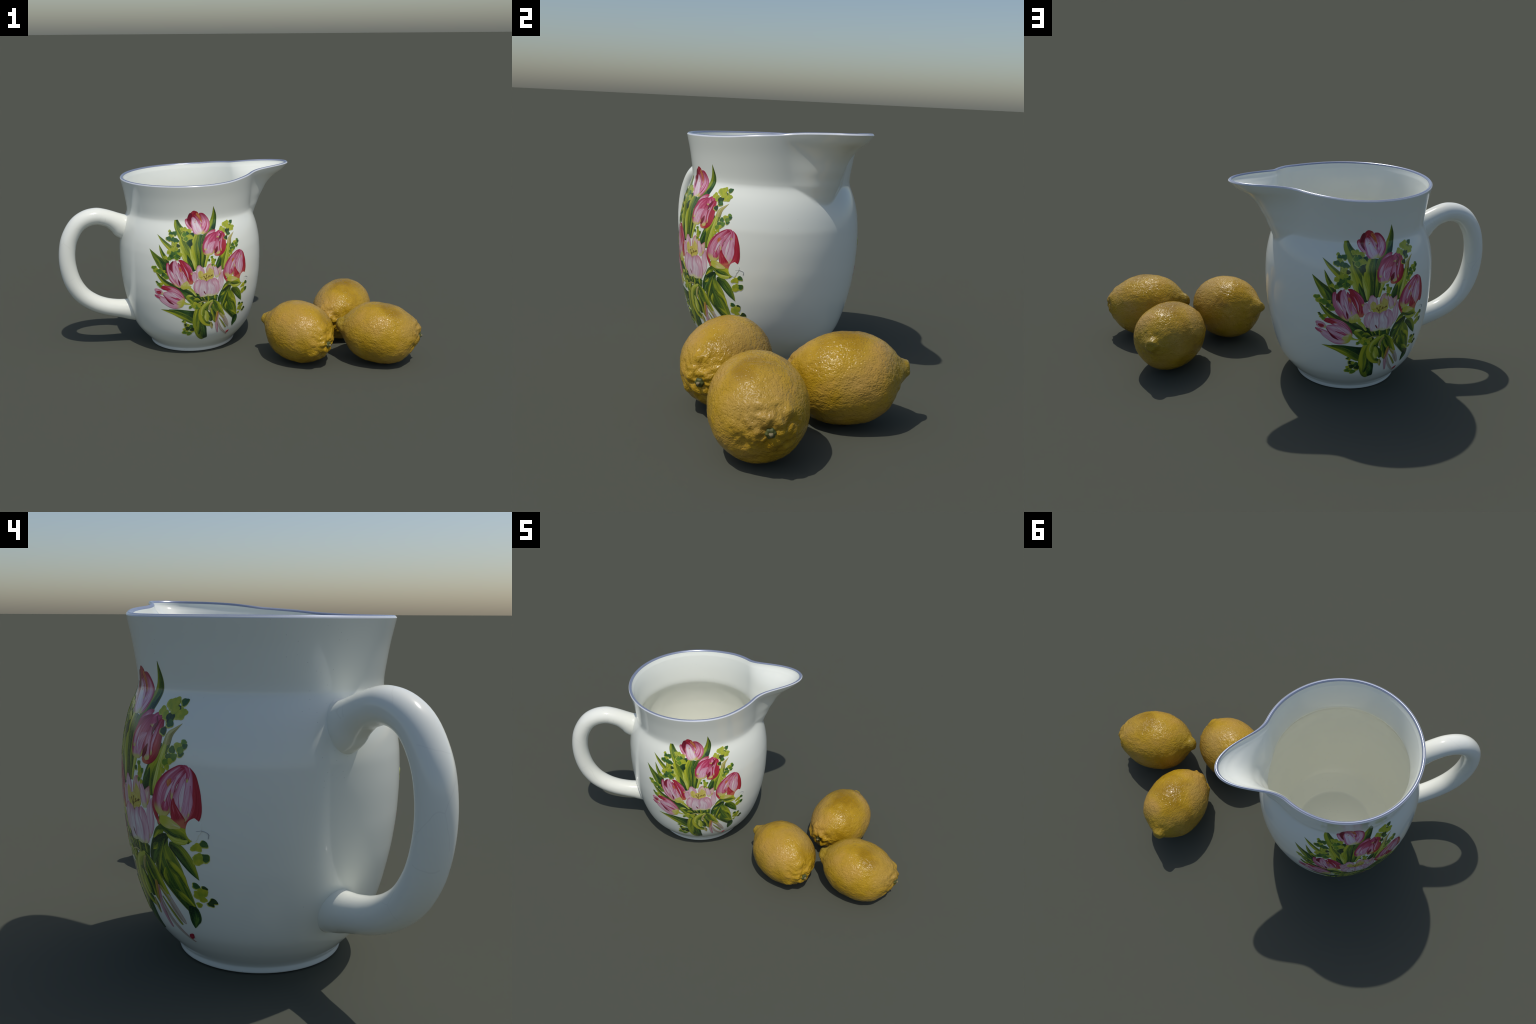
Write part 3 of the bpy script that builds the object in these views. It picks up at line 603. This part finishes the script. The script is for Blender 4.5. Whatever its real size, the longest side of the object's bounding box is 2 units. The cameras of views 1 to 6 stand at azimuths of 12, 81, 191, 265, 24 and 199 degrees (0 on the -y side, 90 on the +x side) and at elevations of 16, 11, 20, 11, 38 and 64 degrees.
def blade_mesh(name, paint, spine, rounded, lift):
    """a strip lofted along its spine, wrapped on the wall, with a raised face and closed sides"""
    spine = np.array(spine, float) / 1000
    length = np.linalg.norm(np.diff(spine[:, :2], axis=0), axis=1).sum()
    n = int(np.clip(length / 0.005, 8, 44))
    m = int(np.clip(spine[:, 2].max() * 2 / 0.005, 4, 16))
    c = catmull(spine, n)
    s = np.linspace(0, 1, n)
    w = np.maximum(c[:, 2], 0.0002)
    if rounded:
        w = w * np.where(s > 0.84, np.sqrt(np.maximum(1 - ((s - 0.84) / 0.163) ** 2, 0)), 1)
        w = w * np.where(s < 0.12, np.sqrt(np.maximum(1 - ((0.12 - s) / 0.128) ** 2, 0)), 1)
    else:
        w = w * np.where(s < 0.05, 0.72 + 0.28 * s / 0.05, 1)
    wob = RNG.normal(0, 1, 4)
    w = w * (1 + 0.03 * np.sin(9 * s + wob[0]) + 0.02 * np.sin(17 * s + wob[1]))
    t = np.gradient(c[:, :2], axis=0)
    t /= np.linalg.norm(t, axis=1)[:, None] + 1e-12
    nrm = np.stack([t[:, 1], -t[:, 0]], 1)
    x = np.linspace(-1, 1, m)
    flat = c[:, None, :2] + nrm[:, None, :] * (w[:, None] * x[None, :])[..., None]
    u, z = flat[..., 0], flat[..., 1]
    top = on_jug(u, z, lift)
    rim_idx = [(0, j) for j in range(m)] + [(i, m - 1) for i in range(1, n)] + [(n - 1, j) for j in range(m - 2, -1, -1)] + [(i, 0) for i in range(n - 2, 0, -1)]
    low = on_jug(np.array([u[i] for i in rim_idx]), np.array([z[i] for i in rim_idx]), SINK)
    upper = np.array([top[i] for i in rim_idx])
    # local frame: y from base to tip, z outwards
    mid = top[n // 2, m // 2]
    out_dir = on_jug(u[n // 2, m // 2], z[n // 2, m // 2], 0.1) - on_jug(u[n // 2, m // 2], z[n // 2, m // 2], 0.0)
    zc = Vector(out_dir).normalized()
    yc = Vector(top[-1, m // 2] - top[0, m // 2])
    yc = (yc - zc * yc.dot(zc)).normalized()
    xc = yc.cross(zc)
    frame = Matrix((xc, yc, zc)).transposed().to_4x4()
    frame.translation = Vector(mid)
    rot = np.array(frame.to_3x3())
    k = len(rim_idx)
    pts = (np.concatenate([top.reshape(-1, 3), upper, low]) - mid) @ rot
    faces = [(i * m + j, i * m + j + 1, (i + 1) * m + j + 1, (i + 1) * m + j) for i in range(n - 1) for j in range(m - 1)]
    flat_count = len(faces)
    a, b = n * m, n * m + k
    faces += [(a + q, b + q, b + (q + 1) % k, a + (q + 1) % k) for q in range(k)]
    me = new_mesh(name, pts, faces, [MAT[paint]], [True] * flat_count + [False] * k)
    # unrolled rest shape: a plain rectangle, so that Generated x and y run across and along the blade
    gx, gy = np.meshgrid((x + 1) / 2, s)
    rest = np.stack([gx * 0.03, gy * 0.06, 0 * gx], -1)
    side = np.array([rest[i] for i in rim_idx])
    UNROLLED[me.name] = (np.concatenate([rest.reshape(-1, 3), side, side - (0, 0, 0.001)]), pts)
    return me, frame


def wrap_with_shape_key(ob):
    """rest shape = unrolled strip; the shape key wraps it on to the jug"""
    rest, wrapped = UNROLLED[ob.data.name]
    ob.data.vertices.foreach_set("co", rest.ravel())
    ob.shape_key_add(name="unrolled")
    key = ob.shape_key_add(name="wrapped")
    key.data.foreach_set("co", np.ascontiguousarray(wrapped).ravel())
    key.value = 1.0


def sprig_mesh(first_lift):
    """all little clover leaflets joined: each a lobed disc with a paler margin below it"""
    tones = ["leaflet_margin", "leaflet_green", "leaflet_dark", "leaflet_black", "leaflet_lime"]
    key = {"g": 1, "d": 2, "k": 3, "y": 4}
    verts, faces, mats, smooth = [], [], [], []

    def disc(u, z, r, tone, lift, phase):
        k, rings = 20, 3
        base = len(verts)
        ang = np.linspace(0, 2 * math.pi, k, endpoint=False)
        lobes = 1 + 0.13 * np.cos(3 * ang + phase) + 0.06 * np.cos(5 * ang + 2 * phase)
        pts = [on_jug(np.array([u]), np.array([z]), lift)]
        for q in range(1, rings + 1):
            rr = r * lobes * q / rings
            pts.append(on_jug(u + rr * np.cos(ang), z + rr * np.sin(ang), lift))
        rr = r * lobes
        pts.append(pts[-1].copy())
        pts.append(on_jug(u + rr * np.cos(ang), z + rr * np.sin(ang), SINK))
        verts.extend(np.concatenate(pts))
        ring = lambda q: base + 1 + (q - 1) * k
        for j in range(k):
            h = (j + 1) % k
            faces.append((base, ring(1) + j, ring(1) + h))
            for q in range(1, rings):
                faces.append((ring(q) + j, ring(q + 1) + j, ring(q + 1) + h, ring(q) + h))
            faces.append((ring(4) + j, ring(5) + j, ring(5) + h, ring(4) + h))
        cnt = k * (rings + 1)
        mats.extend([tone] * cnt)
        smooth.extend(([True] * rings + [False]) * k)

    for i, (u, z, r, tone) in enumerate(SPRIGS):
        phase = random.uniform(0, 6.28)
        lift = first_lift + (i % 12) * 0.000025
        disc(u / 1000 - 0.001, z / 1000 - 0.001, r / 1000 * 1.22, 0, lift, phase)
        disc(u / 1000 + 0.0004, z / 1000 + 0.0006, r / 1000 * 1.04, key[tone], lift + 0.00033, phase)
    me = new_mesh("floral_print", verts, faces, [MAT[t] for t in tones], smooth)
    me.polygons.foreach_set("material_index", mats)
    return me


NAMES = {"leaf": "leaf", "stem": "stem", "petal": "tulip_petal", "stamen": "stamen"}
BACK = 29      # pieces of the bouquet that lie behind the clover sprigs


def outline(spine, grow=0.0):
    """sample points along a blade with their half widths, for the stacking order"""
    c = catmull(np.array(spine, float), 24)
    return c[:, :2], np.maximum(c[:, 2], 0) + grow


def stacking():
    """print layers: a piece lies one layer above the highest earlier piece that it touches"""
    layers, shapes = [], []
    for i, (_, _, spine, _) in enumerate(PIECES):
        p, w = outline(spine)
        level = 5 if i >= BACK else 0
        for q, (p2, w2) in enumerate(shapes):
            gap = np.linalg.norm(p[:, None] - p2[None], axis=2) - w[:, None] - w2[None]
            if gap.min() < 0.5:
                level = max(level, layers[q] + 1)
        shapes.append((p, w))
        layers.append(level)
    return layers


LAYERS = stacking()
meshes = []
for (kind, paint, spine, rounded), layer in zip(PIECES, LAYERS):
    meshes.append((NAMES[kind], *blade_mesh(NAMES[kind], paint, spine, rounded, FIRST_LIFT + STEP * layer)))
sprigs = sprig_mesh(FIRST_LIFT + STEP * (max(LAYERS[:BACK]) + 1))
for turn in (0.0, 178.5):
    floral_print = new_object("floral_print", sprigs, jug, Matrix.Rotation(math.radians(turn), 4, "Z"))
    floral_print["kind"] = "stuff"
    for name, me, frame in meshes:
        piece = new_object(name, me, floral_print, frame)
        if me.shape_keys is None:
            wrap_with_shape_key(piece)

# ---------------------------------------------------------------- the lemons
def lemon_skin():
    n = Nodes("lemon_skin")
    o = n.coords()
    s = n.split(o)
    rnd = n.t.nodes.new("ShaderNodeObjectInfo").outputs["Random"]
    shift = n.add("CombineXYZ", X=n.math("MULTIPLY", rnd, 9.0), Y=n.math("MULTIPLY", rnd, 5.0), Z=0.0).outputs[0]
    p = n.mapped(o, (1, 1, 1), shift)
    tone = n.noise(p, 5.0, 3)
    col = n.ramp(tone, (0.32, srgb(150, 115, 16)), (0.50, srgb(180, 143, 36)), (0.68, srgb(186, 146, 62)))
    dull = n.ramp(n.noise(p, 3.2, 2), (0.48, (0, 0, 0)), (0.70, (1, 1, 1)))
    col = n.mix(n.math("MULTIPLY", dull, 0.45), col, srgb(170, 140, 88))
    green = n.add("MapRange", Value=s[0])                     # greenish towards the nipple
    green.inputs["From Min"].default_value, green.inputs["From Max"].default_value = 0.13, 0.23
    col = n.mix(n.math("MULTIPLY", green.outputs[0], 0.45), col, srgb(138, 126, 40))
    pores = n.add("TexVoronoi", Vector=p, Scale=150.0)
    pores.feature = "SMOOTH_F1"
    pit = n.ramp(pores.outputs["Distance"], (0.0, (0, 0, 0)), (0.45, (1, 1, 1)))
    col = n.mix(n.math("MULTIPLY", n.math("SUBTRACT", 1.0, pit, True), 0.12), col, srgb(120, 88, 14))
    spot_v = n.add("TexVoronoi", Vector=p, Scale=4.2)
    spot = n.ramp(spot_v.outputs["Distance"], (0.03, (1, 1, 1)), (0.09, (0, 0, 0)))
    col = n.mix(n.math("MULTIPLY", spot, 0.35), col, srgb(170, 88, 46))
    grain = n.noise(p, 150.0, 2)
    lump = n.noise(n.mapped(p, (0.55, 1, 1)), 78.0, 3, 0.55, 0.5)
    h = n.math("ADD", n.math("MULTIPLY", pit, 0.35), n.math("ADD", n.math("MULTIPLY", grain, 0.16), n.math("MULTIPLY", lump, 1.0)))
    bump = n.add("Bump", Strength=0.62, Distance=0.006, Height=h)
    n.bsdf.inputs["Specular IOR Level"].default_value = 0.30
    return n.out(Base_Color=col, Roughness=n.math("ADD", 0.17, n.math("MULTIPLY", dull, 0.15)), Normal=bump.outputs[0], IOR=1.45)


MAT["lemon_skin"] = lemon_skin()
MAT["calyx_green"] = plain_paint("calyx_green", (66, 72, 30), (96, 98, 46), 90.0, 0.6)
MAT["stalk_grey"] = plain_paint("stalk_grey", (104, 94, 62), (138, 126, 92), 120.0, 0.7)

#  along the axis, radius: stalk end, belly, shoulder, nipple
LEMON_S = [-0.2090, -0.2088, -0.2075, -0.2015, -0.188, -0.16, -0.12, -0.06, -0.01, 0.05, 0.10, 0.14, 0.170, 0.190, 0.206, 0.220, 0.232, 0.2385, 0.2405]
LEMON_R = [0.0, 0.012, 0.0270, 0.0440, 0.0690, 0.1060, 0.1365, 0.1605, 0.1665, 0.1625, 0.1480, 0.1250, 0.0945, 0.0665, 0.0450, 0.0345, 0.0260, 0.0140, 0.0]
LEMONS = [  # body centre, direction of the axis to the nipple, stalk end, nipple end, girth
    ((0.338, -0.2393, 0.1697), (-0.864, 0.495, 0.093), (0.5141, -0.3536, 0.1483), (0.122, -0.1657, 0.2112), 1.000),
    ((0.7789, -0.1793, 0.1695), (-0.992, 0.006, 0.123), (0.9925, -0.1685, 0.1673), (0.5362, -0.1888, 0.2123), 1.000),
    ((0.5317, 0.1736, 0.1698), (0.212, 0.966, 0.146), (0.4650, -0.0340, 0.1480), (0.5560, 0.4050, 0.2144), 1.004)]


def smooth01(x):
    x = np.clip(x, 0, 1)
    return x * x * (3 - 2 * x)


def make_lemon(index, centre, axis, stalk, nipple, girth):
    cx = Vector(axis).normalized()
    cy = Vector((0, 0, 1)).cross(cx).normalized()
    cz = cx.cross(cy)
    frame = Matrix((cx, cy, cz)).transposed().to_4x4()
    frame.translation = Vector(centre)
    inv = frame.inverted()
    ls, ln = inv @ Vector(stalk), inv @ Vector(nipple)
    rows, cols = 230, 300
    # rows bunch at the ends: parametrise by angle on the belly
    q = np.linspace(0, math.pi, rows)
    s_lin = -0.2090 + (0.2405 + 0.2090) * (1 - np.cos(q)) / 2
    rad = pchip(LEMON_S, LEMON_R, s_lin) * girth
    phi = np.linspace(0, 2 * math.pi, cols, endpoint=False)
    S, PH = np.meshgrid(s_lin, phi, indexing="ij")
    R = np.repeat(rad[:, None], cols, 1)
    X = np.where(S < 0, S * (-ls.x / 0.2090), S * (ln.x / 0.2405))
    bend_s, bend_n = smooth01((-S - 0.12) / 0.10), smooth01((S - 0.14) / 0.10)
    Y = R * np.cos(PH) + bend_s * ls.y + bend_n * ln.y
    Z = R * np.sin(PH) + bend_s * ls.z + bend_n * ln.z
    P = np.stack([X, Y, Z], -1).reshape(-1, 3)
    # outward directions of the smooth body
    G = P.reshape(rows, cols, 3)
    nrm = np.cross(np.gradient(G, axis=0), np.roll(G, -1, 1) - np.roll(G, 1, 1))
    nrm /= np.linalg.norm(nrm, axis=-1, keepdims=True) + 1e-12
    if (nrm[rows // 2, 0] * (G[rows // 2, 0] - G[rows // 2].mean(0))).sum() < 0:
        nrm = -nrm
    nrm[0], nrm[-1] = (-1, 0, 0), (1, 0, 0)
    N = nrm.reshape(-1, 3)
    off = Vector((index * 7.3, index * 3.1, index * 5.7))
    stalk_zone = smooth01((-S - 0.135) / 0.06).reshape(-1)
    nip_zone = smooth01((S - 0.17) / 0.03).reshape(-1)
    pit_zone = np.exp(-(R / 0.026) ** 2).reshape(-1) * (S.reshape(-1) < 0)
    ribs = (np.sin(PH * 6 + index + 0.7 * np.sin(PH * 2 + index)) * smooth01((-S - 0.13) / 0.05) * smooth01(R / 0.04)).reshape(-1)
    d = np.empty(len(P))
    for i, p in enumerate(P):
        v = Vector(p) + off
        d[i] = (0.0032 * noise.noise(v * 7.0) + 0.0016 * noise.noise(v * 22.0) + 0.0011 * noise.noise(v * 60.0)
                + stalk_zone[i] * 0.011 * noise.noise(v * 26.0) + stalk_zone[i] * 0.004 * noise.noise(v * 55.0)
                + nip_zone[i] * 0.005 * noise.noise(v * 34.0))
    collar = (np.exp(-((R - 0.040) / 0.014) ** 2) * (S < -0.12)).reshape(-1)
    d += 0.0025 * ribs - 0.006 * pit_zone + 0.0035 * collar * (1 + 1.2 * np.sin(PH * 3 + index).reshape(-1) * 0.5)
    P = P + N * d[:, None]
    # rest on the ground: lift or lower the fruit so its lowest point touches z = 0
    M = np.array(frame)
    low = (P @ M[:3, :3].T)[:, 2].min() + M[2, 3]
    frame.translation.z -= low
    me = new_mesh("lemon", P, grid_faces(rows, cols, flip=True), [MAT["lemon_skin"]])
    lemon = new_object("lemon", me, None, frame)
    lemon["label"] = "ripe yellow lemon with pitted skin, nipple and green stalk end"
    lemon["category"] = "lemon"
    # the stalk end: a small lobed green calyx with a grey nub
    tip = P.reshape(rows, cols, 3)[0].mean(0)
    sv, k = [], 30
    for x, r in ((0.006, 0.0165), (-0.001, 0.0172), (-0.006, 0.0155), (-0.0085, 0.0115), (-0.009, 0.006)):
        for j in range(k):
            a = 2 * math.pi * j / k
            rr = r * (1 + 0.10 * math.cos(6 * a + index))
            sv.append((x, rr * math.cos(a), rr * math.sin(a)))
    cal = new_mesh("stalk_calyx", sv, grid_faces(5, k, flip=False) + [tuple(4 * k + j for j in range(k))], [MAT["calyx_green"]])
    calyx = new_object("stalk_calyx", cal, lemon, Matrix.Translation(Vector(tip)))
    nv = []
    for x, r in ((-0.006, 0.0075), (-0.010, 0.0072), (-0.0145, 0.0062), (-0.0170, 0.0040), (-0.0175, 0.0015)):
        for j in range(16):
            a = 2 * math.pi * j / 16
            rr = r * (1 + 0.12 * math.sin(3 * a))
            nv.append((x, rr * math.cos(a), rr * math.sin(a)))
    nub = new_mesh("stalk_nub", nv, grid_faces(5, 16, flip=False) + [tuple(64 + j for j in range(16))], [MAT["stalk_grey"]])
    new_object("stalk_nub", nub, calyx)


for index, spec in enumerate(LEMONS):
    make_lemon(index, *spec)

bpy.context.view_layer.update()
